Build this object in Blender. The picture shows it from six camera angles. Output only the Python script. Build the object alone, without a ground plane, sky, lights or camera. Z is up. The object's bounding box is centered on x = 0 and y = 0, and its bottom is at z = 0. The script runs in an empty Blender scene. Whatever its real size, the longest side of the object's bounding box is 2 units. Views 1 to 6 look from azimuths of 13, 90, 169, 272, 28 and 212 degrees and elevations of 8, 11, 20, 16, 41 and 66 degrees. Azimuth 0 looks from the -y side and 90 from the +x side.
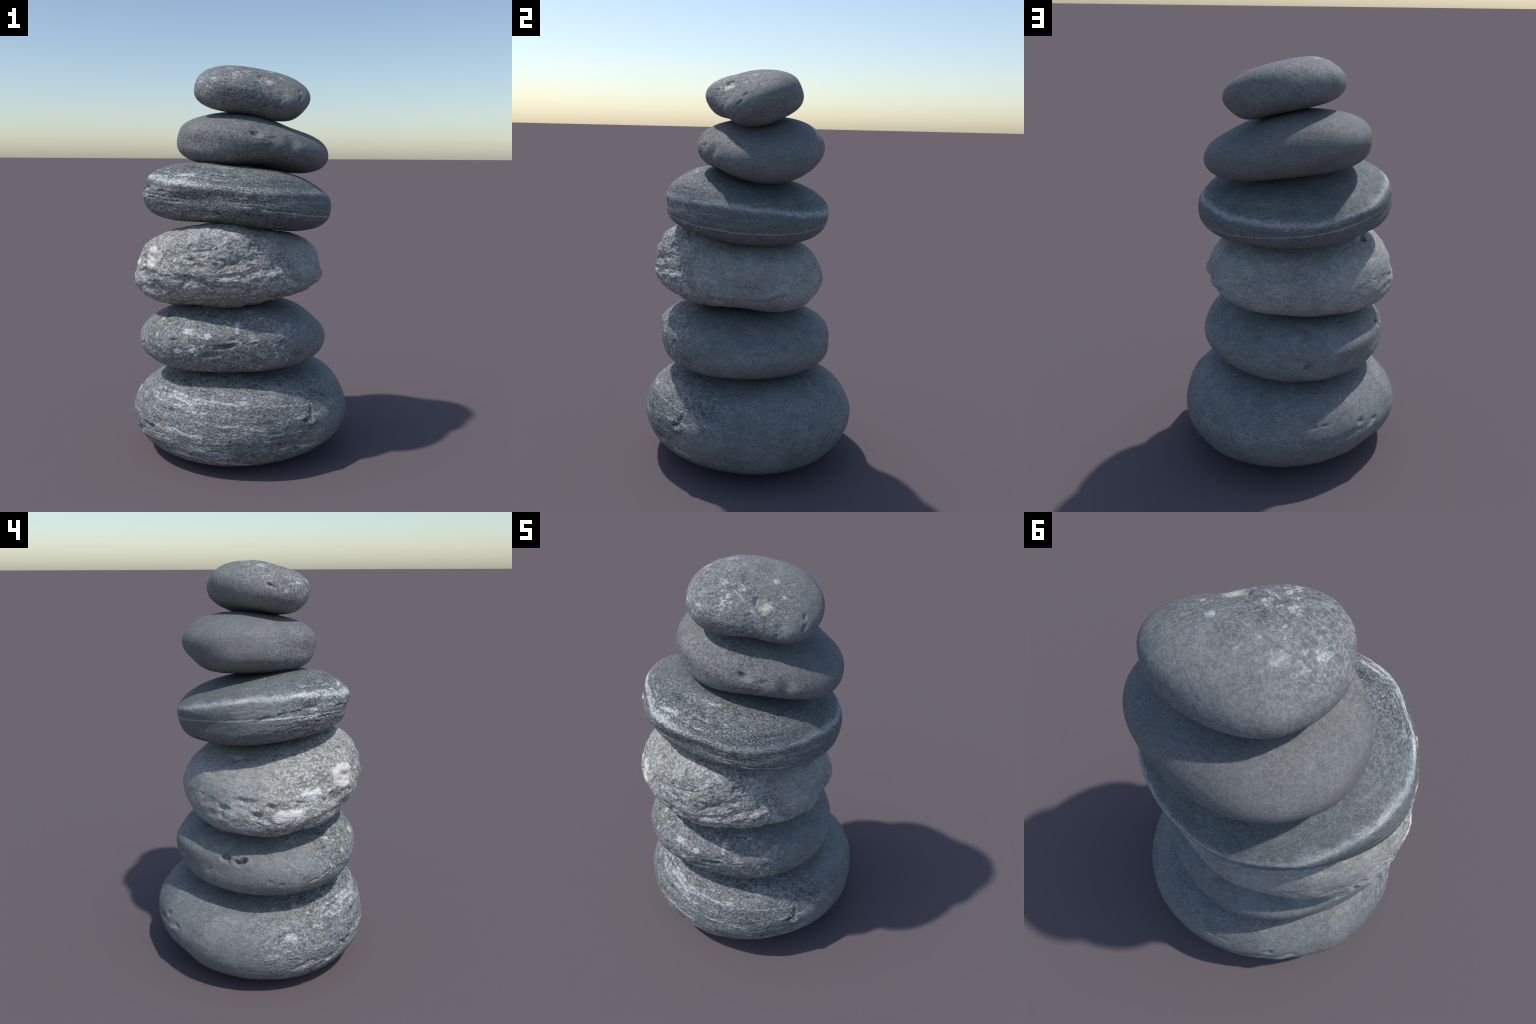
"""A balanced pile of six beach stones.

Each stone is a loft: five latitude rings of eight control radii plus two pole
radii around a tilted ellipsoid, blended by a smooth spherical kernel.  Chips,
slots, ledges, knobs and rough grain are then modelled into the fine mesh, and
pale mineral inclusions are separate pieces set into their stone.
"""
import bpy, bmesh, math
import numpy as np

# ------------------------------------------------------------------ helpers
RING_LATITUDES = (-60, -30, 0, 30, 60)
RING_POINTS = 8


def control_directions():
    dirs = [(0, 0, -1)]
    for lat in RING_LATITUDES:
        for k in range(RING_POINTS):
            a = 2 * math.pi * (k + (0.5 if lat in (-30, 30) else 0)) / RING_POINTS
            c = math.cos(math.radians(lat))
            dirs.append((c * math.cos(a), c * math.sin(a), math.sin(math.radians(lat))))
    dirs.append((0, 0, 1))
    return np.array(dirs)


CONTROL = control_directions()


def kernel(a, b):
    return np.exp(4.0 * (a @ b.T - 1.0))


KERNEL_INVERSE = np.linalg.inv(kernel(CONTROL, CONTROL) + 1e-3 * np.eye(len(CONTROL)))


def rotation(w):
    w = np.array(w, float)
    a = np.linalg.norm(w)
    if a < 1e-9:
        return np.eye(3)
    k = w / a
    m = np.array([[0, -k[2], k[1]], [k[2], 0, -k[0]], [-k[1], k[0], 0]])
    return np.eye(3) + math.sin(a) * m + (1 - math.cos(a)) * m @ m


def hash_gradient(ix, iy, iz, seed):
    h = (ix * 374761393 + iy * 668265263 + iz * 2147483647 + seed * 1274126177) & 0xFFFFFFFF
    h = ((h ^ (h >> 13)) * 1274126177) & 0xFFFFFFFF
    h = h ^ (h >> 16)
    z = (h & 0xFFFF) / 32767.5 - 1.0
    t = ((h >> 16) & 0xFFFF) / 65536.0 * 2 * math.pi
    r = np.sqrt(np.maximum(0, 1 - z * z))
    return r * np.cos(t), r * np.sin(t), z


def noise(p, seed=0):
    """Gradient noise, about -0.7..0.7."""
    i = np.floor(p).astype(np.int64)
    f = p - i
    u = f * f * f * (f * (f * 6 - 15) + 10)
    total = np.zeros(len(p))
    for dx in (0, 1):
        for dy in (0, 1):
            for dz in (0, 1):
                gx, gy, gz = hash_gradient(i[:, 0] + dx, i[:, 1] + dy, i[:, 2] + dz, seed)
                dot = gx * (f[:, 0] - dx) + gy * (f[:, 1] - dy) + gz * (f[:, 2] - dz)
                w = (u[:, 0] if dx else 1 - u[:, 0]) * (u[:, 1] if dy else 1 - u[:, 1]) * (u[:, 2] if dz else 1 - u[:, 2])
                total += w * dot
    return total


def fbm(p, octaves=4, gain=0.5, seed=0):
    total, amp = 0, 1.0
    for o in range(octaves):
        total = total + amp * noise(p * 2.03 ** o, seed + o)
        amp *= gain
    return total


def ridged(p, octaves=3, gain=0.5, seed=0):
    total, amp = 0, 1.0
    for o in range(octaves):
        total = total + amp * (0.35 - np.abs(noise(p * 2.03 ** o, seed + o)))
        amp *= gain
    return total


def smooth(x, lo, hi):
    t = np.clip((x - lo) / (hi - lo), 0, 1)
    return t * t * (3 - 2 * t)


_unit = {}


def unit_sphere(level):
    if level not in _unit:
        bm = bmesh.new()
        bmesh.ops.create_icosphere(bm, subdivisions=level, radius=1.0)
        v = np.array([x.co[:] for x in bm.verts])
        f = np.array([[y.index for y in x.verts] for x in bm.faces], dtype=np.int32)
        bm.free()
        _unit[level] = (v / np.linalg.norm(v, axis=1)[:, None], f)
    return _unit[level]


def vertex_normals(v, f):
    fn = np.cross(v[f[:, 1]] - v[f[:, 0]], v[f[:, 2]] - v[f[:, 0]])
    n = np.zeros_like(v)
    for k in range(3):
        for a in range(3):
            n[:, a] += np.bincount(f[:, k], fn[:, a], len(v))
    return n / np.linalg.norm(n, axis=1)[:, None]


def base_form(form, level):
    u, faces = unit_sphere(level)
    radii = np.array([form["bottom"], *[r for ring in form["rings"] for r in ring], form["top"]]) / 1000.0
    weights = KERNEL_INVERSE @ radii
    f = np.empty(len(u))
    for s in range(0, len(u), 20000):
        f[s:s + 20000] = 1 + kernel(u[s:s + 20000], CONTROL) @ weights
    return (u * f[:, None] * np.array(form["axes"])) @ rotation(form["tilt"]).T, faces


# ------------------------------------------------------------------ overall forms
# centre, tilt (axis-angle), half axes, and control radii in per mil above or below
# the ellipsoid: bottom pole, rings from low to high latitude, top pole.
FORMS = {
    1: dict(
        centre=(0.0472, 0.0121, 0.2339), tilt=(0.021, 0.002, 0.198), axes=(0.5807, 0.5653, 0.2480),
        bottom=-151, top=-119,
        rings=((23, 44, 35, 47, 81, 70, 37, 0),
               (-20, -1, 27, 124, 134, 69, -19, -36),
               (-113, -66, -50, 7, 67, 35, -31, -84),
               (-63, -38, -19, 10, 53, 57, 7, -77),
               (10, 6, -4, -64, -61, 32, 74, 23))),
    2: dict(
        centre=(0.0017, -0.0221, 0.6182), tilt=(-0.026, 0.007, 0.965), axes=(0.5234, 0.4552, 0.1809),
        bottom=-161, top=-84,
        rings=((-41, -11, 59, 84, 41, -19, -29, -44),
               (-48, 63, 165, 94, -14, 22, 27, -75),
               (-151, -88, 13, 67, -26, -94, -8, -92),
               (-102, 51, 67, 23, 1, 41, -24, -121),
               (-26, -54, -60, -24, 15, 28, 37, -45))),
    3: dict(
        centre=(0.0237, -0.0211, 0.9535), tilt=(-0.050, -0.053, 0.089), axes=(0.4688, 0.4755, 0.2273),
        bottom=-274, top=-68,
        rings=((-268, -174, -160, -164, -159, -164, -153, -228),
               (-98, -140, -68, 161, 159, -2, -76, -136),
               (-161, -166, -145, -1, 202, 95, -29, -126),
               (-106, -165, -57, 161, 253, 191, -46, -118),
               (-89, -106, -55, 44, 139, 234, 208, 14))),
    4: dict(
        centre=(-0.0107, -0.0709, 1.3284), tilt=(-0.143, 0.014, 0.137), axes=(0.5019, 0.4870, 0.1635),
        bottom=-243, top=-53,
        rings=((144, 53, -71, -106, -58, -10, 4, 88),
               (99, 44, 42, 75, -52, -163, -100, 38),
               (-46, -13, -23, -34, -32, -152, -252, -173),
               (-23, 25, 64, 95, -31, -192, -176, -113),
               (-47, 24, 49, 88, 131, 19, -123, -98))),
    5: dict(
        centre=(0.0035, 0.0290, 1.6102), tilt=(-0.058, 0.115, -0.046), axes=(0.4056, 0.3431, 0.1471),
        bottom=-220, top=10,
        rings=((-32, -12, -42, 26, 54, 62, -7, -143),
               (176, -3, -27, 15, -28, -39, -67, 51),
               (73, 65, -20, -22, -129, -159, -105, -60),
               (35, 39, 69, -20, -136, -132, -98, -86),
               (-130, 21, 145, 97, -24, -114, -62, -90))),
    6: dict(
        centre=(0.0516, 0.0072, 1.8644), tilt=(0.214, 0.213, 0.025), axes=(0.2973, 0.2358, 0.1324),
        bottom=-227, top=-156,
        rings=((34, 7, 32, 81, 46, -47, -144, -65),
               (31, 101, 163, 96, 114, 88, -173, 5),
               (12, 50, -2, 37, -54, 85, -35, -75),
               (51, 51, -67, -97, -2, 134, -113, -108),
               (-106, -69, -86, -96, -83, -76, -93, -165))),
}


# ------------------------------------------------------------------ chips, slots and knobs
def dent(at, length, width, depth, angle=0, steep=0.3, wobble=0.45):
    """A hollow (depth > 0) or knob (depth < 0) at a world point; the long axis
    lies in the surface, turned by `angle` degrees from level."""
    return dict(at=at, length=length, width=width, depth=depth, angle=angle, steep=steep, wobble=wobble)


def swell(at, length, width, height):
    """A broad, soft rise (or sink, if negative) of the stone's flank."""
    return dent(at, length, width, -height, 0, 0.0, 0.08)


def apply_dent(v, n, d, centre, seed):
    at = np.array(d["at"]) - centre
    near = np.argmin(((v - at) ** 2).sum(1))
    at, nn = v[near], n[near]
    level = np.cross((0, 0, 1), nn)
    level /= np.linalg.norm(level)
    rise = np.cross(nn, level)
    a = math.radians(d["angle"])
    t1, t2 = math.cos(a) * level + math.sin(a) * rise, -math.sin(a) * level + math.cos(a) * rise
    q = v - at
    reach = max(d["length"], d["width"])
    out = np.zeros(len(v))
    sel = np.where(((q * q).sum(1) < (2.2 * reach) ** 2) & (n @ nn > 0.0))[0]
    q = q[sel]
    r = np.sqrt((q @ t1 / d["length"]) ** 2 + (q @ t2 / d["width"]) ** 2)
    r = r + d["wobble"] * 1.6 * noise(v[sel] * (1.6 / min(d["length"], d["width"])) ** 1.0, seed)
    out[sel] = -d["depth"] * (1 - smooth(r, d["steep"], 1.25))
    return out


def facing(v, direction):
    """-1..1: on which side of the stone a point lies (by place, not by normal)."""
    d = np.array(direction, float)
    d /= np.linalg.norm(d)
    s = v / np.abs(v).max(0)
    return (s @ d) / np.maximum(1e-6, np.linalg.norm(s, axis=1))


FRONT = (-0.35, -1.0, 0.0)


def relief_coarse_bedded(v, n, seed):
    """The streaky bottom stone: shallow beds and a gritty front."""
    front = smooth(facing(v, FRONT), -0.1, 0.55)
    bed = v * (4, 4, 26) + 0.0
    h = 0.0032 * fbm(v * 6, 3, seed=seed) + (0.0006 + 0.0022 * front) * fbm(bed, 3, seed=seed + 5)
    return h + (0.0004 + 0.0014 * front) * fbm(v * 75, 2, seed=seed + 9)


def relief_pitted(v, n, seed):
    """Fine grained with scattered little pits on the weathered side."""
    front = smooth(facing(v, FRONT), -0.1, 0.6)
    h = 0.0045 * fbm(v * 8, 3, seed=seed) + (0.0004 + 0.0012 * front) * fbm(v * 70, 2, seed=seed + 9)
    pits = smooth(noise(v * 26, seed + 20), 0.3, 0.52)
    return h - (0.0015 + 0.005 * front) * pits


def relief_craggy(v, n, seed):
    """The pale stone: broken, chipped beds on the front, worn smoother behind."""
    front = smooth(facing(v, (-0.1, -1, -0.2)), 0.0, 0.65)
    flank = smooth(facing(v, (-0.2, -0.3, -0.55)), -0.2, 0.5)
    rough = np.clip(0.26 + 0.74 * front + 0.35 * flank, 0, 1)
    warp = 0.02 * np.stack([noise(v * 13, seed + k) for k in (31, 32, 33)], 1)
    w = v + warp
    chips = ridged(w * (19, 19, 36), 3, 0.6, seed) - 0.27
    steps = np.tanh(4 * noise(w * (5, 5, 20), seed + 3)) * (0.5 + noise(w * 14, seed + 4))
    pits = smooth(noise(w * (24, 24, 34), seed + 21), 0.22, 0.5)
    h = rough * (0.009 * chips + 0.010 * steps - 0.009 * pits + 0.0045 * fbm(v * (38, 38, 55), 3, 0.6, seed=seed + 13))
    core = np.array([0.06, -0.47, 0.02])
    zone = 1 - smooth(np.linalg.norm((v - core) * (1, 1, 1.6), axis=1), 0.12, 0.34)
    low = front * smooth(-v[:, 2], -0.03, 0.10)
    h = h + 0.010 * (zone + 0.3 * low) * (ridged(w * (9, 9, 19), 2, 0.5, seed + 41) - 0.2)
    facets = np.tanh(3.0 * fbm(w * (5, 5, 9), 2, seed=seed + 61))
    h = h + 0.0075 * facets * (0.45 + 0.55 * front)
    h = np.where(h > 0, 0.010 * np.tanh(h / 0.010), h)          # worn tips
    return h + 0.004 * fbm(v * 8, 3, seed=seed + 7) + (0.0006 + 0.0016 * rough) * fbm(v * 85, 2, seed=seed + 11)


def rim_height(v, centre):
    """Saddle-shaped bed that the pale rim of the banded stone follows."""
    x, y = v[:, 0] + centre[0], v[:, 1] + centre[1]
    return 1.3629 - 0.0774 * x - 0.109 * y + 0.0919 * (x * x - y * y) - centre[2]


def relief_banded(v, n, seed, centre):
    off = v[:, 2] - rim_height(v, centre)
    edge = smooth(np.hypot(v[:, 0] / 0.5, v[:, 1] / 0.44), 0.7, 0.92)
    front = smooth(facing(v, (-0.8, -1, 0)), 0.0, 0.6)
    h = 0.003 * edge * np.exp(-((off + 0.002) / 0.025) ** 2)
    wave = 0.012 * noise(v * 10, seed + 2)
    layers = noise(np.stack([v[:, 0] * 7, v[:, 1] * 7, (off + wave) * 62], 1), seed)
    bits = ridged(v * (34, 34, 60), 2, 0.6, seed=seed + 17) - 0.25
    h = h + edge * ((0.0008 + 0.0028 * front) * layers + 0.0035 * front * bits)
    h = h + 0.002 * fbm(v * 8, 3, seed=seed + 4)
    return h + (0.0003 + 0.0016 * front * edge) * fbm(v * 70, 2, seed=seed + 9)


def relief_smooth(v, n, seed):
    front = smooth(facing(v, FRONT), 0.0, 0.7)
    return 0.0025 * fbm(v * 8, 3, seed=seed) + (0.0003 + 0.0009 * front) * fbm(v * 80, 2, seed=seed + 9)


def relief_flecked(v, n, seed):
    front = smooth(facing(v, (0.2, -1, 0.0)), 0.0, 0.7)
    h = 0.002 * fbm(v * 10, 3, seed=seed) + (0.0004 + 0.001 * front) * fbm(v * 80, 2, seed=seed + 9)
    pits = smooth(noise(v * 30, seed + 20), 0.3, 0.52)
    bits = ridged(v * (26, 26, 34), 2, 0.6, seed + 25) - 0.25
    return h + front * (0.003 * bits - 0.004 * pits)


# ------------------------------------------------------------------ materials
class Nodes:
    def __init__(self, name):
        self.mat = bpy.data.materials.new(name)
        self.mat.use_nodes = True
        self.t = self.mat.node_tree
        self.bsdf = self.t.nodes["Principled BSDF"]
        self.coord = self.t.nodes.new("ShaderNodeTexCoord").outputs["Object"]

    def link(self, a, b):
        if isinstance(a, (int, float)):
            b.default_value = a
        elif isinstance(a, tuple):
            b.default_value = a
        else:
            self.t.links.new(a, b)

    def math(self, op, a, b=0.0, clamp=False):
        n = self.t.nodes.new("ShaderNodeMath")
        n.operation = op
        n.use_clamp = clamp
        self.link(a, n.inputs[0])
        self.link(b, n.inputs[1])
        return n.outputs[0]

    def vmath(self, op, a, b=(0, 0, 0)):
        n = self.t.nodes.new("ShaderNodeVectorMath")
        n.operation = op
        self.link(a, n.inputs[0])
        self.link(b, n.inputs[1])
        return n.outputs["Value"] if op in ("LENGTH", "DOT_PRODUCT", "DISTANCE") else n.outputs[0]

    def noise(self, vec, scale, detail=2.0, rough=0.5, distortion=0.0, colour=False):
        n = self.t.nodes.new("ShaderNodeTexNoise")
        self.link(vec, n.inputs["Vector"])
        n.inputs["Scale"].default_value = scale
        n.inputs["Detail"].default_value = detail
        n.inputs["Roughness"].default_value = rough
        n.inputs["Distortion"].default_value = distortion
        return n.outputs["Color" if colour else 0]

    def range(self, x, lo, hi, a=0.0, b=1.0, smooth=True):
        n = self.t.nodes.new("ShaderNodeMapRange")
        if smooth:
            n.interpolation_type = "SMOOTHSTEP"
        self.link(x, n.inputs["Value"])
        for k, val in (("From Min", lo), ("From Max", hi), ("To Min", a), ("To Max", b)):
            self.link(val, n.inputs[k])
        return n.outputs["Result"]

    def ramp(self, x, stops):
        n = self.t.nodes.new("ShaderNodeValToRGB")
        e = n.color_ramp.elements
        while len(e) < len(stops):
            e.new(0.5)
        for el, (p, c) in zip(e, stops):
            el.position = p
            el.color = (*c, 1)
        self.link(x, n.inputs[0])
        return n.outputs[0]

    def mix(self, fac, a, b):
        n = self.t.nodes.new("ShaderNodeMix")
        n.data_type = "RGBA"
        self.link(fac, n.inputs[0])
        self.link(a if not isinstance(a, tuple) else (*a, 1), n.inputs[6])
        self.link(b if not isinstance(b, tuple) else (*b, 1), n.inputs[7])
        return n.outputs[2]


def stone_material(name, spec, centre):
    k = Nodes(name)
    add, mul, sub = (lambda a, b: k.math("ADD", a, b)), (lambda a, b: k.math("MULTIPLY", a, b)), (lambda a, b: k.math("SUBTRACT", a, b))
    seed = spec["seed"]
    shifted = k.vmath("ADD", k.coord, (seed * 1.7, seed * 0.9, seed * 2.3))
    tilt = k.t.nodes.new("ShaderNodeMapping")
    tilt.inputs["Rotation"].default_value = spec.get("bed_tilt", (0, 0, 0))
    k.link(shifted, tilt.inputs["Vector"])
    bed = tilt.outputs[0]
    flat = k.vmath("MULTIPLY", bed, (1, 1, spec["stretch"]))
    # which side is fresh and grainy, blurred by a broad noise
    place = k.vmath("DOT_PRODUCT", k.vmath("MULTIPLY", k.coord, tuple(1 / a for a in spec["half"])), tuple(spec["fresh_side"]))
    place = add(place, mul(sub(k.noise(shifted, 5.0, 3), 0.5), 1.1))
    fresh = k.range(place, spec.get("fresh_from", -0.15), spec.get("fresh_to", 0.5))
    # grain
    worm = k.noise(flat, spec["grain"], 1.0, 0.5, 0.9)
    worm = k.range(worm, 0.34, 0.66)
    gritty = k.noise(flat, spec["grain"] * 0.5, 2.0, 0.55, 1.4)
    worm = add(mul(worm, 0.72), mul(k.range(gritty, 0.36, 0.64), 0.28))
    tiny = k.noise(shifted, 210, 2.0, 0.6)
    mottle = k.noise(flat, 13, 4, 0.6)
    patch = k.noise(shifted, 4.2, 3, 0.55)
    grain_amount = k.range(fresh, 0.0, 1.0, spec["grain_back"], spec["grain_front"], smooth=False)
    v = add(0.42, mul(sub(worm, 0.5), grain_amount))
    v = add(v, mul(sub(tiny, 0.5), k.range(fresh, 0, 1, spec.get("tiny", 0.42), 0.24, smooth=False)))
    v = add(v, mul(sub(mottle, 0.5), k.range(fresh, 0, 1, spec["mottle"] * 0.6, spec["mottle"], smooth=False)))
    v = add(v, mul(sub(patch, 0.5), spec["patchy"]))
    v = add(v, mul(fresh, spec.get("fresh_lift", 0.0)))
    # thin beds drawn round the stone
    if spec.get("streaks"):
        x, fine = spec["streaks"], spec.get("streak_scale", 38)
        warp = k.vmath("ADD", bed, k.vmath("MULTIPLY", k.vmath("SUBTRACT", k.noise(shifted, 6, 2, colour=True), (0.5, 0.5, 0.5)), (0, 0, 0.05)))
        lines = k.noise(k.vmath("MULTIPLY", warp, (2.2, 2.2, fine)), 1.0, 3.5, 0.65)
        dark_beds = k.range(lines, 0.28, 0.45, 1.0, 0.0)
        lines = sub(k.range(lines, 0.52, 0.68), mul(dark_beds, 0.5))
        broken = k.range(k.noise(flat, 22, 3), 0.36, 0.56)
        v = add(v, mul(mul(lines, broken), k.range(fresh, 0, 1, x * 0.12, x, smooth=False)))
    # flecks of pale mineral
    if spec.get("flecks"):
        amount, size, level = spec["flecks"]
        f = k.range(k.noise(flat, size, 2.5, 0.55, 0.8), level, level + 0.07)
        gate = k.range(k.noise(shifted, 8, 2), 0.42, 0.6)
        v = add(v, mul(mul(f, gate), k.range(fresh, 0, 1, amount * spec.get("fleck_back", 0.1), amount, smooth=False)))
    # named pale veins on curved beds
    for band in spec.get("bands", ()):
        xyz = k.t.nodes.new("ShaderNodeSeparateXYZ")
        k.link(k.coord, xyz.inputs[0])
        x, y, z = (add(xyz.outputs[i], centre[i]) for i in range(3))
        c0, cx, cy, cs = band["bed"]
        bedz = add(add(c0, add(mul(x, cx), mul(y, cy))), mul(sub(mul(x, x), mul(y, y)), cs))
        wav = mul(sub(k.noise(shifted, band.get("wave_scale", 7), 3), 0.5), band.get("wave", 0.02))
        d = k.math("ABSOLUTE", add(sub(z, bedz), wav))
        frayed = add(band["width"], mul(sub(k.noise(flat, 40, 3, 0.65), 0.5), band["width"] * 3.0))
        frayed = k.math("MAXIMUM", frayed, band["width"] * 0.25)
        m = k.range(d, 0.0, frayed, 1.0, 0.0)
        reach = band.get("reach")
        if reach:
            rad = k.vmath("LENGTH", k.vmath("MULTIPLY", k.coord, (1 / spec["half"][0], 1 / spec["half"][1], 0)))
            m = mul(m, k.range(rad, reach[0], reach[1]))
        gate = mul(k.range(k.noise(shifted, band.get("gate_scale", 9), 2), band.get("gate", 0.3), band.get("gate", 0.3) + 0.2), k.range(fresh, 0, 1, 0.62, 1.0, smooth=False))
        v = add(v, mul(mul(m, gate), band["lift"]))
    # placed pale or dark marks
    wob = k.vmath("MULTIPLY", k.vmath("SUBTRACT", k.noise(shifted, 48, 3, 0.6, colour=True), (0.5, 0.5, 0.5)), (0.045, 0.045, 0.045))
    wobbled = k.vmath("ADD", k.coord, wob)
    for at, r, lift in spec.get("marks", ()):
        p = tuple(a - c for a, c in zip(at, centre))
        d = k.vmath("LENGTH", k.vmath("MULTIPLY", k.vmath("SUBTRACT", wobbled, p), (1, 1, 1.5)))
        v = add(v, mul(k.range(d, r * 0.5, r * 1.0, 1.0, 0.0), lift))
    col = k.ramp(v, spec["colours"])
    # a faint warm or cool drift of hue
    hue = k.noise(shifted, 9, 3)
    tint = k.mix(k.range(hue, 0.35, 0.65), (0.985, 1.0, 1.015), (1.02, 1.0, 0.98))
    m = k.t.nodes.new("ShaderNodeMix")
    m.data_type = "RGBA"
    m.blend_type = "MULTIPLY"
    m.inputs[0].default_value = 1.0
    k.link(col, m.inputs[6])
    k.link(tint, m.inputs[7])
    col = m.outputs[2]
    for at, r, colour in spec.get("stains", ()):
        p = tuple(a - c for a, c in zip(at, centre))
        d = k.vmath("LENGTH", k.vmath("SUBTRACT", wobbled, p))
        col = k.mix(k.range(d, r * 0.3, r * 1.1, 0.5, 0.0), col, colour)
    k.link(col, k.bsdf.inputs["Base Color"])
    k.link(k.range(worm, 0.2, 0.8, 0.8, 0.66), k.bsdf.inputs["Roughness"])
    k.bsdf.inputs["Specular IOR Level"].default_value = 0.35
    bump = k.t.nodes.new("ShaderNodeBump")
    bump.inputs["Distance"].default_value = 0.004
    k.link(k.range(fresh, 0, 1, 0.12, spec.get("bump", 0.35), smooth=False), bump.inputs["Strength"])
    k.link(add(worm, mul(tiny, 0.35)), bump.inputs["Height"])
    k.link(bump.outputs[0], k.bsdf.inputs["Normal"])
    return k.mat


def mineral_material(name, colours):
    k = Nodes(name)
    cloud = k.noise(k.coord, 22, 4, 0.6)
    fibre = k.noise(k.vmath("MULTIPLY", k.coord, (60, 60, 160)), 1.0, 3, 0.6)
    v = k.math("ADD", k.math("MULTIPLY", cloud, 0.6), k.math("MULTIPLY", fibre, 0.4))
    k.link(k.ramp(v, colours), k.bsdf.inputs["Base Color"])
    k.bsdf.inputs["Roughness"].default_value = 0.55
    bump = k.t.nodes.new("ShaderNodeBump")
    bump.inputs["Distance"].default_value = 0.004
    bump.inputs["Strength"].default_value = 0.3
    k.link(v, bump.inputs["Height"])
    k.link(bump.outputs[0], k.bsdf.inputs["Normal"])
    return k.mat


# ------------------------------------------------------------------ the six stones
def grey(a, blue=1.0):
    return (a * (1 - 0.05 * blue), a * (1 + 0.022 * blue), a * (1 + 0.04 * blue))


def toned(a, tone=(0.985, 1.005, 0.975)):
    return tuple(a * t for t in tone)


def ramp_of(dark, mid, light, white, blue=1.0):
    return ((0.0, grey(dark, blue)), (0.38, grey(mid, blue)), (0.68, grey(light, blue * 0.8)), (1.0, grey(white, blue * 0.3)))


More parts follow.
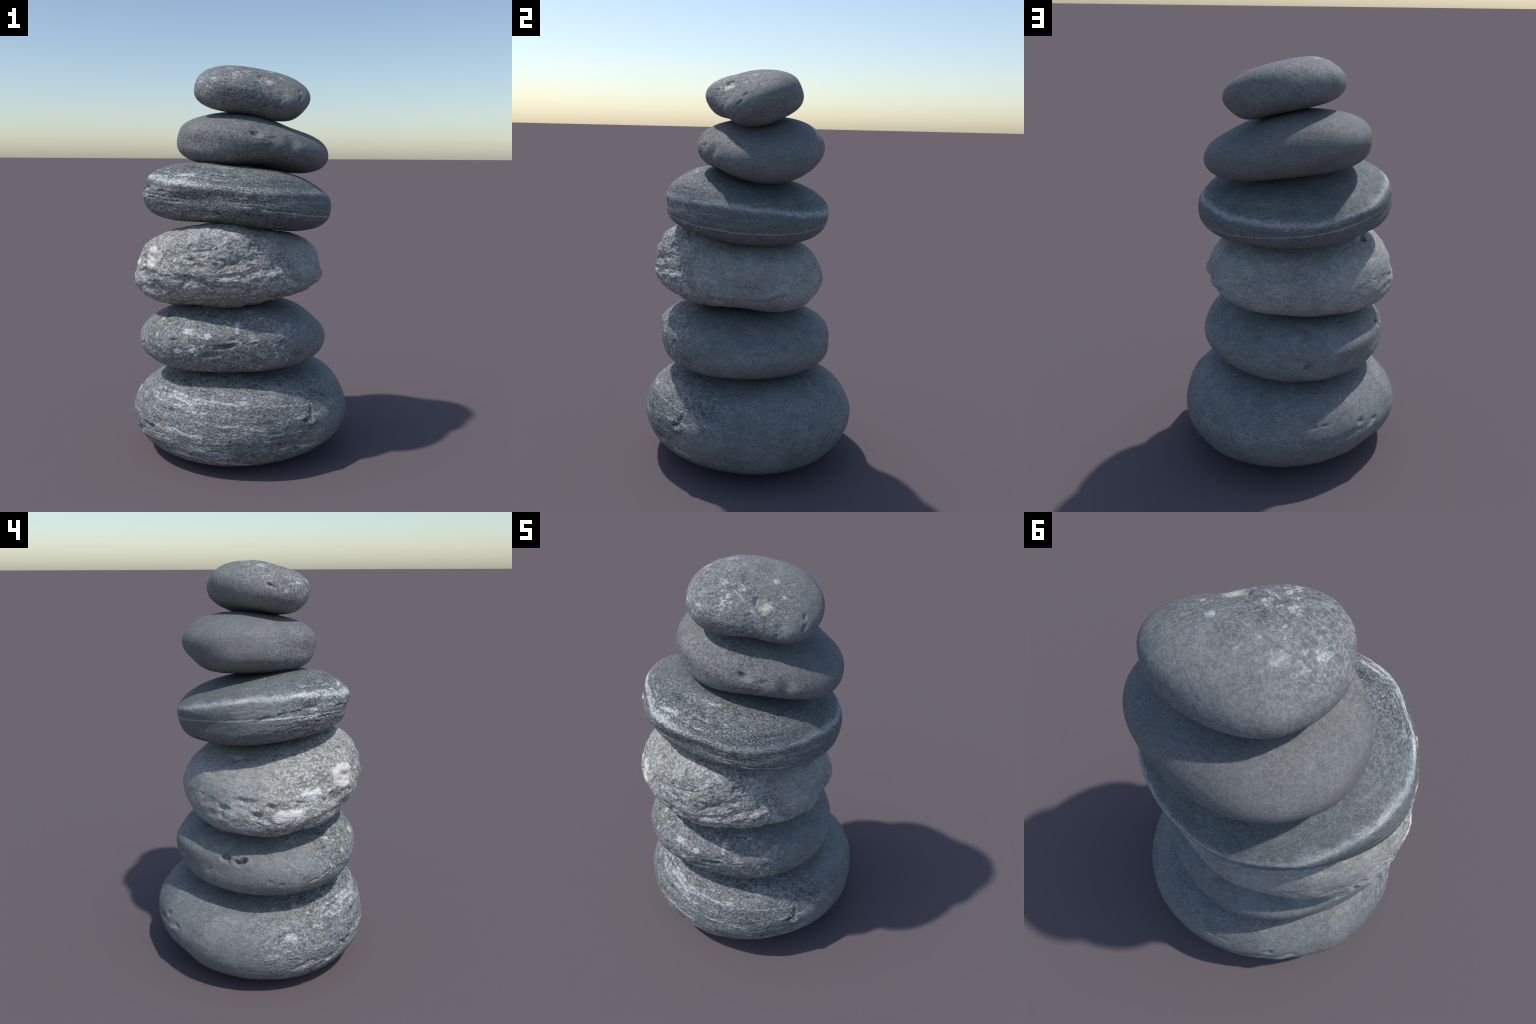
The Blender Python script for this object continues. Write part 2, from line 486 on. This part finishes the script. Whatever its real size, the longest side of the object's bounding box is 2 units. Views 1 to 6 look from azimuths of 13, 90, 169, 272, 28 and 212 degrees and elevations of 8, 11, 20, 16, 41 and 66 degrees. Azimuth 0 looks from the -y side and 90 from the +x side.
STONES = {
    1: dict(
        label="wide dark grey beach stone with streaky pale beds", relief=relief_coarse_bedded, level=7,
        swells=[swell((0.38, -0.40, 0.22), 0.13, 0.15, -0.013), swell((-0.33, 0.38, 0.10), 0.12, 0.10, -0.010), swell((0.466, -0.185, 0.351), 0.07, 0.15, 0.010), swell((-0.46, 0.25, 0.30), 0.09, 0.14, 0.010)],
        dents=[
            dent((-0.376, -0.418, 0.212), 0.026, 0.014, 0.026, -40), dent((-0.342, -0.44, 0.210), 0.014, 0.017, 0.022, 10),
            dent((0.432, -0.325, 0.305), 0.030, 0.009, 0.018, 72), dent((0.412, -0.345, 0.277), 0.022, 0.012, 0.022, 20),
            dent((0.440, -0.33, 0.262), 0.025, 0.016, -0.008, 20),
            dent((-0.266, 0.448, 0.292), 0.022, 0.016, 0.010, 30), dent((-0.347, 0.399, 0.265), 0.026, 0.015, 0.008, 0),
            dent((-0.011, 0.519, 0.327), 0.020, 0.010, 0.005, 10), dent((-0.060, 0.516, 0.327), 0.018, 0.009, 0.005, 0),
            dent((-0.20, 0.49, 0.255), 0.09, 0.022, 0.006, 4), dent((-0.31, 0.43, 0.235), 0.05, 0.02, -0.006, 20),
            dent((-0.46, -0.30, 0.14), 0.10, 0.018, 0.010, 24), dent((-0.50, -0.22, 0.175), 0.06, 0.014, 0.006, 20),
        ],
        paint=dict(
            seed=1, half=(0.57, 0.55, 0.25), fresh_side=(-0.17, -0.98, 0.1), fresh_from=0.12, fresh_to=0.62, stretch=2.0, grain=70,
            grain_front=0.6, grain_back=0.2, mottle=0.55, patchy=0.35, streaks=0.62, streak_scale=30, bed_tilt=(0.12, -0.06, 0),
            colours=ramp_of(0.04, 0.165, 0.285, 0.52), bump=0.7, fresh_lift=0.02,
            bands=[
                dict(bed=(0.34, -0.02, 0.10, 0.0), width=0.008, lift=0.28, wave=0.05, gate=0.47, reach=(0.8, 0.95)),
                dict(bed=(0.405, 0.10, 0.06, 0.0), width=0.008, lift=0.30, wave=0.04, gate=0.5, reach=(0.75, 0.9)),
                dict(bed=(0.24, 0.02, 0.08, 0.0), width=0.009, lift=0.2, wave=0.06, gate=0.45, reach=(0.8, 0.95)),
            ],
            marks=[((-0.513, -0.163, 0.306), 0.035, 0.35), ((-0.337, -0.368, 0.345), 0.022, 0.35), ((0.124, -0.475, 0.379), 0.022, 0.35), ((0.05, -0.53, 0.25), 0.03, 0.2)],
        )),
    2: dict(
        label="rounded grey beach stone with white flecks and pits", relief=relief_pitted, level=7,
        swells=[swell((0.097, 0.37, 0.687), 0.10, 0.16, 0.012), swell((-0.037, 0.29, 0.743), 0.15, 0.10, 0.011), swell((-0.02, 0.42, 0.622), 0.13, 0.14, 0.007), swell((-0.091, -0.32, 0.775), 0.25, 0.07, -0.007)],
        dents=[
            dent((0.030, -0.470, 0.643), 0.044, 0.013, 0.020, 10), dent((0.055, -0.468, 0.650), 0.030, 0.010, 0.016, 14), dent((0.173, -0.437, 0.661), 0.018, 0.007, 0.010, 4),
            dent((-0.218, -0.467, 0.667), 0.016, 0.007, 0.008, 0), dent((-0.03, -0.475, 0.60), 0.05, 0.016, 0.007, 10),
            dent((-0.465, 0.078, 0.658), 0.016, 0.010, 0.018, 0, 0.2, 0.1), dent((-0.465, 0.094, 0.662), 0.020, 0.009, 0.020, -38, 0.4, 0.2), dent((-0.465, 0.062, 0.664), 0.023, 0.013, 0.036, 48, 0.3, 0.2),
            dent((0.010, 0.418, 0.600), 0.020, 0.010, 0.014, 35), dent((0.045, 0.415, 0.625), 0.05, 0.02, 0.008, -15), dent((-0.196, 0.24, 0.741), 0.022, 0.013, 0.008, 0),
            dent((-0.432, 0.15, 0.675), 0.022, 0.030, 0.028, 60), 
            dent((0.288, -0.305, 0.753), 0.022, 0.008, 0.009, 50), dent((0.312, -0.292, 0.756), 0.022, 0.010, -0.007, 50),
            dent((-0.466, -0.258, 0.577), 0.035, 0.007, 0.006, 14, 0.1, 0.8), dent((-0.43, -0.33, 0.60), 0.03, 0.007, 0.005, 20, 0.1, 0.8), dent((-0.38, -0.28, 0.545), 0.045, 0.010, 0.004, 6, 0.0, 0.8),
        ],
        paint=dict(
            seed=2, half=(0.48, 0.46, 0.18), fresh_side=(-0.14, -0.98, 0.1), fresh_from=0.25, fresh_to=0.8, stretch=1.3, grain=74,
            grain_front=0.56, grain_back=0.17, mottle=0.7, patchy=0.3, colours=ramp_of(0.05, 0.175, 0.285, 0.58), flecks=(0.5, 34, 0.575), bump=0.4, fresh_lift=0.02,
            marks=[((-0.141, -0.455, 0.71), 0.034, 0.6), ((-0.05, -0.468, 0.693), 0.024, 0.65), ((-0.193, -0.472, 0.617), 0.030, 0.55), ((-0.121, -0.483, 0.629), 0.032, 0.55),
                   ((0.165, -0.434, 0.686), 0.036, 0.35), ((0.213, -0.416, 0.599), 0.03, 0.35), ((-0.101, -0.475, 0.598), 0.014, 0.5), ((0.30, -0.32, 0.70), 0.07, 0.12)],
        )),
    3: dict(
        label="pale craggy beach stone with a white mineral knob", relief=relief_craggy, level=7,
        swells=[swell((0.242, -0.36, 1.014), 0.15, 0.20, -0.011), swell((0.10, -0.45, 1.02), 0.12, 0.12, -0.007), swell((0.261, 0.053, 1.13), 0.16, 0.09, 0.007), swell((-0.36, -0.38, 1.03), 0.10, 0.12, -0.007)],
        dents=[
            dent((-0.337, -0.393, 1.048), 0.062, 0.060, -0.018, 0, 0.72, 0.12), dent((-0.335, -0.40, 1.053), 0.018, 0.010, 0.008, -40), dent((-0.33, -0.40, 1.03), 0.05, 0.008, 0.006, 75),
            dent((-0.534, -0.005, 0.910), 0.028, 0.018, 0.020, 10), dent((-0.477, 0.143, 0.933), 0.026, 0.017, 0.016, 0), dent((-0.46, 0.15, 0.905), 0.016, 0.03, 0.010, 0),
            dent((-0.532, -0.070, 0.950), 0.026, 0.014, 0.016, -25), dent((-0.52, 0.05, 0.98), 0.06, 0.014, 0.006, 0),
            dent((-0.484, -0.232, 1.000), 0.055, 0.02, -0.005, 12), dent((-0.532, -0.123, 0.915), 0.06, 0.025, -0.003, 6), dent((-0.50, -0.21, 0.955), 0.05, 0.025, 0.014, 20),
            dent((-0.337, 0.098, 1.124), 0.019, 0.017, 0.030, 0), dent((-0.33, 0.085, 1.128), 0.075, 0.007, 0.007, 8),
            dent((-0.405, -0.350, 0.967), 0.06, 0.03, 0.012, 0), dent((0.06, -0.478, 1.045), 0.075, 0.032, 0.005, -8, 0.2, 0.5), dent((0.17, -0.44, 1.005), 0.06, 0.024, 0.006, 10, 0.2, 0.5),
            dent((0.055, -0.488, 0.952), 0.055, 0.026, -0.008, 4, 0.4), dent((0.06, -0.486, 0.990), 0.05, 0.010, 0.012, 6), dent((0.25, -0.39, 0.985), 0.05, 0.016, -0.010, 20),
            dent((0.33, -0.31, 0.965), 0.08, 0.012, 0.010, 8, 0.2, 0.5), dent((0.391, -0.199, 0.925), 0.075, 0.022, -0.003, 14, 0.3), dent((0.41, -0.10, 0.97), 0.10, 0.018, 0.006, 6),
            dent((0.412, -0.13, 0.928), 0.08, 0.018, -0.012, -8), dent((0.409, 0.088, 0.928), 0.10, 0.018, -0.009, 6), dent((0.40, 0.03, 0.958), 0.10, 0.012, 0.008, -8),
            dent((0.385, -0.18, 1.02), 0.05, 0.04, -0.002, 0), dent((0.1, 0.37, 1.04), 0.05, 0.012, 0.006, 6), dent((0.28, 0.27, 0.97), 0.03, 0.014, 0.007, 0),
            dent((-0.06, -0.47, 1.095), 0.055, 0.008, 0.009, 6),
            dent((-0.15, -0.49, 0.95), 0.045, 0.012, 0.010, 40), dent((0.0, -0.45, 1.125), 0.05, 0.007, 0.006, 30),
        ],
        inclusions=[dict(at=(-0.337, -0.394, 1.048), r=0.066, squash=1.1, name="quartz_inclusion", colours=((0.3, (0.40, 0.385, 0.35)), (0.5, (0.62, 0.60, 0.56)), (0.72, (0.76, 0.74, 0.70))))],
        paint=dict(
            seed=3, half=(0.48, 0.45, 0.23), fresh_side=(-0.32, -0.94, 0.05), fresh_from=0.05, fresh_to=0.7, stretch=1.5, grain=72,
            grain_front=0.58, grain_back=0.22, mottle=0.6, patchy=0.3, colours=((0.0, toned(0.08)), (0.38, toned(0.265)), (0.68, toned(0.44)), (1.0, toned(0.66, (1, 0.99, 0.97)))), bump=0.6, flecks=(0.3, 30, 0.6), fresh_lift=0.03,
            marks=[((-0.484, -0.232, 1.002), 0.042, 0.75), ((-0.46, -0.27, 1.008), 0.034, 0.75), ((-0.532, -0.123, 0.915), 0.06, 0.6), ((-0.52, -0.18, 0.92), 0.045, 0.5), ((-0.40, -0.36, 0.90), 0.06, 0.2), ((-0.53, -0.04, 0.885), 0.03, 0.3), ((-0.48, 0.10, 0.90), 0.05, 0.2),
                   ((-0.534, -0.005, 0.912), 0.024, -0.25), ((-0.405, -0.35, 0.967), 0.05, -0.18), ((0.08, -0.478, 1.04), 0.06, -0.16)],
            stains=[((0.36, -0.27, 0.955), 0.04, (0.16, 0.14, 0.115)), ((0.40, -0.18, 0.945), 0.025, (0.15, 0.135, 0.115)), ((0.30, -0.34, 0.93), 0.02, (0.17, 0.15, 0.12))],
        )),
    4: dict(
        label="flat blue grey beach stone with pale layered rim", relief=relief_banded, level=7,
        swells=[swell((0.253, 0.1, 1.433), 0.18, 0.13, -0.007), swell((-0.112, 0.114, 1.46), 0.16, 0.09, 0.007), swell((0.319, 0.115, 1.406), 0.07, 0.13, -0.009), swell((-0.363, -0.297, 1.296), 0.11, 0.11, 0.008), swell((0.06, -0.17, 1.18), 0.34, 0.17, 0.013), swell((-0.33, 0.27, 1.335), 0.12, 0.05, 0.010), swell((-0.28, 0.24, 1.23), 0.12, 0.05, -0.008), swell((-0.36, -0.33, 1.42), 0.11, 0.08, -0.008)],
        dents=[
            dent((-0.43, -0.25, 1.385), 0.05, 0.010, 0.012, -4), dent((-0.45, -0.10, 1.35), 0.022, 0.014, 0.012, 30), dent((-0.46, -0.18, 1.37), 0.045, 0.008, 0.007, 8, 0.3, 0.6),
            dent((-0.38, -0.30, 1.335), 0.05, 0.008, 0.005, 4, 0.3, 0.6), dent((-0.30, -0.36, 1.37), 0.035, 0.009, 0.008, 0), dent((-0.46, -0.04, 1.335), 0.05, 0.010, 0.008, 14),
            dent((-0.15, -0.40, 1.36), 0.05, 0.007, 0.004, -4, 0.3, 0.6),
        ],
        paint=dict(
            seed=4, half=(0.5, 0.44, 0.17), fresh_side=(-0.2, -0.97, 0.0), fresh_from=0.0, fresh_to=0.65, stretch=2.2, grain=96,
            grain_front=0.64, grain_back=0.18, mottle=0.5, patchy=0.15, streaks=0.45, streak_scale=48, bed_tilt=(0.09, -0.08, 0),
            colours=ramp_of(0.028, 0.125, 0.245, 0.56, 1.5), bump=0.7, fresh_lift=0.02,
            bands=[
                dict(bed=(1.3629, -0.0774, -0.109, 0.0919), width=0.026, lift=0.58, wave=0.026, gate=0.06, reach=(0.72, 0.92)),
                dict(bed=(1.2824, -0.1101, -0.0689, 0.0), width=0.0065, lift=0.55, wave=0.012, gate=0.25, reach=(0.8, 0.9)),
                dict(bed=(1.325, -0.085, -0.09, 0.04), width=0.007, lift=0.26, wave=0.02, gate=0.42, reach=(0.8, 0.9)),
                dict(bed=(1.302, -0.10, -0.08, 0.02), width=0.005, lift=0.2, wave=0.012, gate=0.45, reach=(0.8, 0.9)),
                dict(bed=(1.413, -0.11, -0.05, 0.0), width=0.005, lift=0.24, wave=0.012, gate=0.5, reach=(0.2, 0.5)),
            ],
            marks=[((-0.43, -0.26, 1.375), 0.04, 0.3), ((-0.47, -0.10, 1.37), 0.03, 0.25), ((-0.20, -0.39, 1.43), 0.05, 0.06), ((-0.40, -0.28, 1.45), 0.05, 0.08)],
        )),
    5: dict(
        label="smooth dark grey beach stone with a chipped hollow", relief=relief_smooth, level=6,
        swells=[swell((0.225, 0.196, 1.686), 0.12, 0.12, -0.007), swell((-0.122, 0.267, 1.733), 0.12, 0.14, 0.004), swell((-0.12, -0.04, 1.47), 0.2, 0.15, 0.006)],
        dents=[
            dent((0.128, -0.246, 1.642), 0.024, 0.014, 0.020, -30, 0.3, 0.3), dent((0.105, -0.24, 1.655), 0.02, 0.012, 0.006, -20), dent((0.21, -0.222, 1.617), 0.024, 0.007, 0.007, 15),
            dent((0.16, -0.238, 1.635), 0.055, 0.012, -0.006, -52, 0.3), dent((0.18, -0.24, 1.60), 0.05, 0.02, -0.006, -45, 0.3),
            dent((0.30, -0.178, 1.590), 0.055, 0.045, 0.016, 70, 0.0, 0.15),
            dent((0.33, -0.13, 1.54), 0.012, 0.02, 0.006, 0),
        ],
        paint=dict(
            seed=5, half=(0.4, 0.33, 0.15), fresh_side=(-0.1, -1, -0.05), fresh_from=0.1, fresh_to=0.7, stretch=1.2, grain=96,
            grain_front=0.42, grain_back=0.16, mottle=0.4, patchy=0.25, colours=ramp_of(0.045, 0.15, 0.245, 0.45, 0.65), bump=0.35, fresh_lift=0.01,
            marks=[((0.15, -0.24, 1.64), 0.04, 0.16), ((0.22, -0.23, 1.59), 0.04, 0.12), ((0.07, -0.22, 1.69), 0.03, 0.1)],
        )),
    6: dict(
        label="small oval grey beach stone with cream and white flecks", relief=relief_flecked, level=6,
        swells=[swell((-0.168, 0.136, 1.957), 0.06, 0.1, -0.006), swell((0.0, 0.04, 1.735), 0.17, 0.11, 0.008)],
        dents=[
            dent((0.123, -0.112, 1.922), 0.022, 0.010, 0.014, 60), dent((0.150, -0.105, 1.912), 0.040, 0.026, 0.010, 10), dent((0.186, -0.036, 1.929), 0.014, 0.007, 0.008, 40),
            dent((0.10, -0.150, 1.905), 0.03, 0.007, 0.006, -20), dent((0.124, -0.168, 1.888), 0.014, 0.006, 0.006, 0),
            dent((0.303, -0.032, 1.859), 0.018, 0.006, 0.008, 55), dent((0.318, -0.053, 1.824), 0.02, 0.008, 0.008, 55),
            dent((0.215, -0.135, 1.785), 0.045, 0.016, 0.006, 80, 0.1), dent((0.218, -0.12, 1.765), 0.014, 0.010, 0.007, 0), dent((0.240, -0.125, 1.83), 0.05, 0.02, 0.005, 70, 0.2),
            dent((-0.230, -0.065, 1.890), 0.028, 0.006, 0.009, -35), dent((-0.238, -0.05, 1.897), 0.011, 0.008, 0.006, 0),
            dent((-0.107, -0.226, 1.874), 0.028, 0.006, 0.006, -25), dent((0.145, -0.15, 1.768), 0.045, 0.005, 0.006, 24),
        ],
        inclusions=[dict(at=(0.155, -0.108, 1.907), r=0.030, squash=0.8, ragged=0.9, name="feldspar_inclusion", colours=((0.36, (0.19, 0.185, 0.17)), (0.5, (0.36, 0.335, 0.28)), (0.66, (0.62, 0.59, 0.51))))],
        paint=dict(
            seed=6, half=(0.29, 0.25, 0.14), fresh_side=(0.0, -0.8, 0.45), fresh_from=-0.1, fresh_to=0.6, stretch=1.3, grain=88,
            grain_front=0.52, grain_back=0.22, mottle=0.55, patchy=0.25, colours=ramp_of(0.06, 0.175, 0.28, 0.52, 0.7), bump=0.35, flecks=(0.42, 36, 0.57), fleck_back=0.25, fresh_lift=0.01,
            marks=[((0.155, -0.107, 1.907), 0.045, 0.3), ((0.12, -0.14, 1.90), 0.02, 0.25), ((-0.165, -0.18, 1.898), 0.018, 0.5), ((-0.15, -0.19, 1.899), 0.012, 0.5), ((0.146, 0.019, 1.961), 0.026, 0.15),
                   ((-0.031, -0.103, 1.968), 0.025, 0.3), ((0.051, -0.097, 1.954), 0.022, 0.35), ((0.017, -0.163, 1.941), 0.018, 0.35), ((-0.082, 0.062, 1.995), 0.035, 0.25),
                   ((-0.164, -0.018, 1.976), 0.03, 0.3), ((0.152, 0.015, 1.958), 0.02, 0.3), ((0.21, -0.03, 1.92), 0.012, 0.4)],
        )),
}


def make_mesh(name, verts, faces, normals):
    me = bpy.data.meshes.new(name)
    used = np.unique(faces)
    remap = np.full(len(verts), -1, dtype=np.int32)
    remap[used] = np.arange(len(used))
    f = remap[faces].astype(np.int32)
    me.vertices.add(len(used))
    me.vertices.foreach_set("co", verts[used].astype(np.float32).ravel())
    me.loops.add(f.size)
    me.loops.foreach_set("vertex_index", f.ravel())
    me.polygons.add(len(f))
    me.polygons.foreach_set("loop_start", np.arange(0, f.size, 3, dtype=np.int32))
    me.update(calc_edges=True)
    me.validate()
    me.shade_smooth()
    me.normals_split_custom_set_from_vertices(normals[used].astype(np.float32))
    return me


def build_stone(index):
    form, spec = FORMS[index], STONES[index]
    centre = np.array(form["centre"])
    verts, faces = base_form(form, spec["level"])
    n = vertex_normals(verts, faces)
    seed = 100 * index
    if spec["relief"] is relief_banded:
        h = spec["relief"](verts, n, seed, centre)
    else:
        h = spec["relief"](verts, n, seed)
    for j, d in enumerate(list(spec.get("swells", ())) + spec["dents"]):
        h = h + apply_dent(verts, n, d, centre, seed + 50 + j)
    verts = verts + n * h[:, None]
    if index == 1:                                  # rests on the ground
        verts[:, 2] = np.maximum(verts[:, 2], -centre[2])
    n = vertex_normals(verts, faces)

    owner = np.zeros(len(faces), dtype=int)
    mid = verts[faces].mean(1)
    for j, inc in enumerate(spec.get("inclusions", ())):
        at = np.array(inc["at"]) - centre
        q = mid - at
        q[:, 2] *= inc["squash"]
        d = np.linalg.norm(q, axis=1) + inc["r"] * inc.get("ragged", 0.22) * fbm(mid * 34, 3, seed=seed + 70 + j)
        owner[d < inc["r"]] = j + 1

    def add(name, sel, mat, parent=None):
        me = make_mesh(name, verts, faces[sel], n)
        me.materials.append(mat)
        ob = bpy.data.objects.new(name, me)
        bpy.context.collection.objects.link(ob)
        if parent:
            ob.parent = parent
        else:
            ob.location = centre
        return ob

    stone = add("stone", owner == 0, stone_material("stone_surface", spec["paint"], tuple(centre)))
    stone["label"] = spec["label"]
    stone["category"] = "stone"
    for j, inc in enumerate(spec.get("inclusions", ())):
        add(inc["name"], owner == j + 1, mineral_material(inc["name"], inc["colours"]), stone)


for i in STONES:
    build_stone(i)
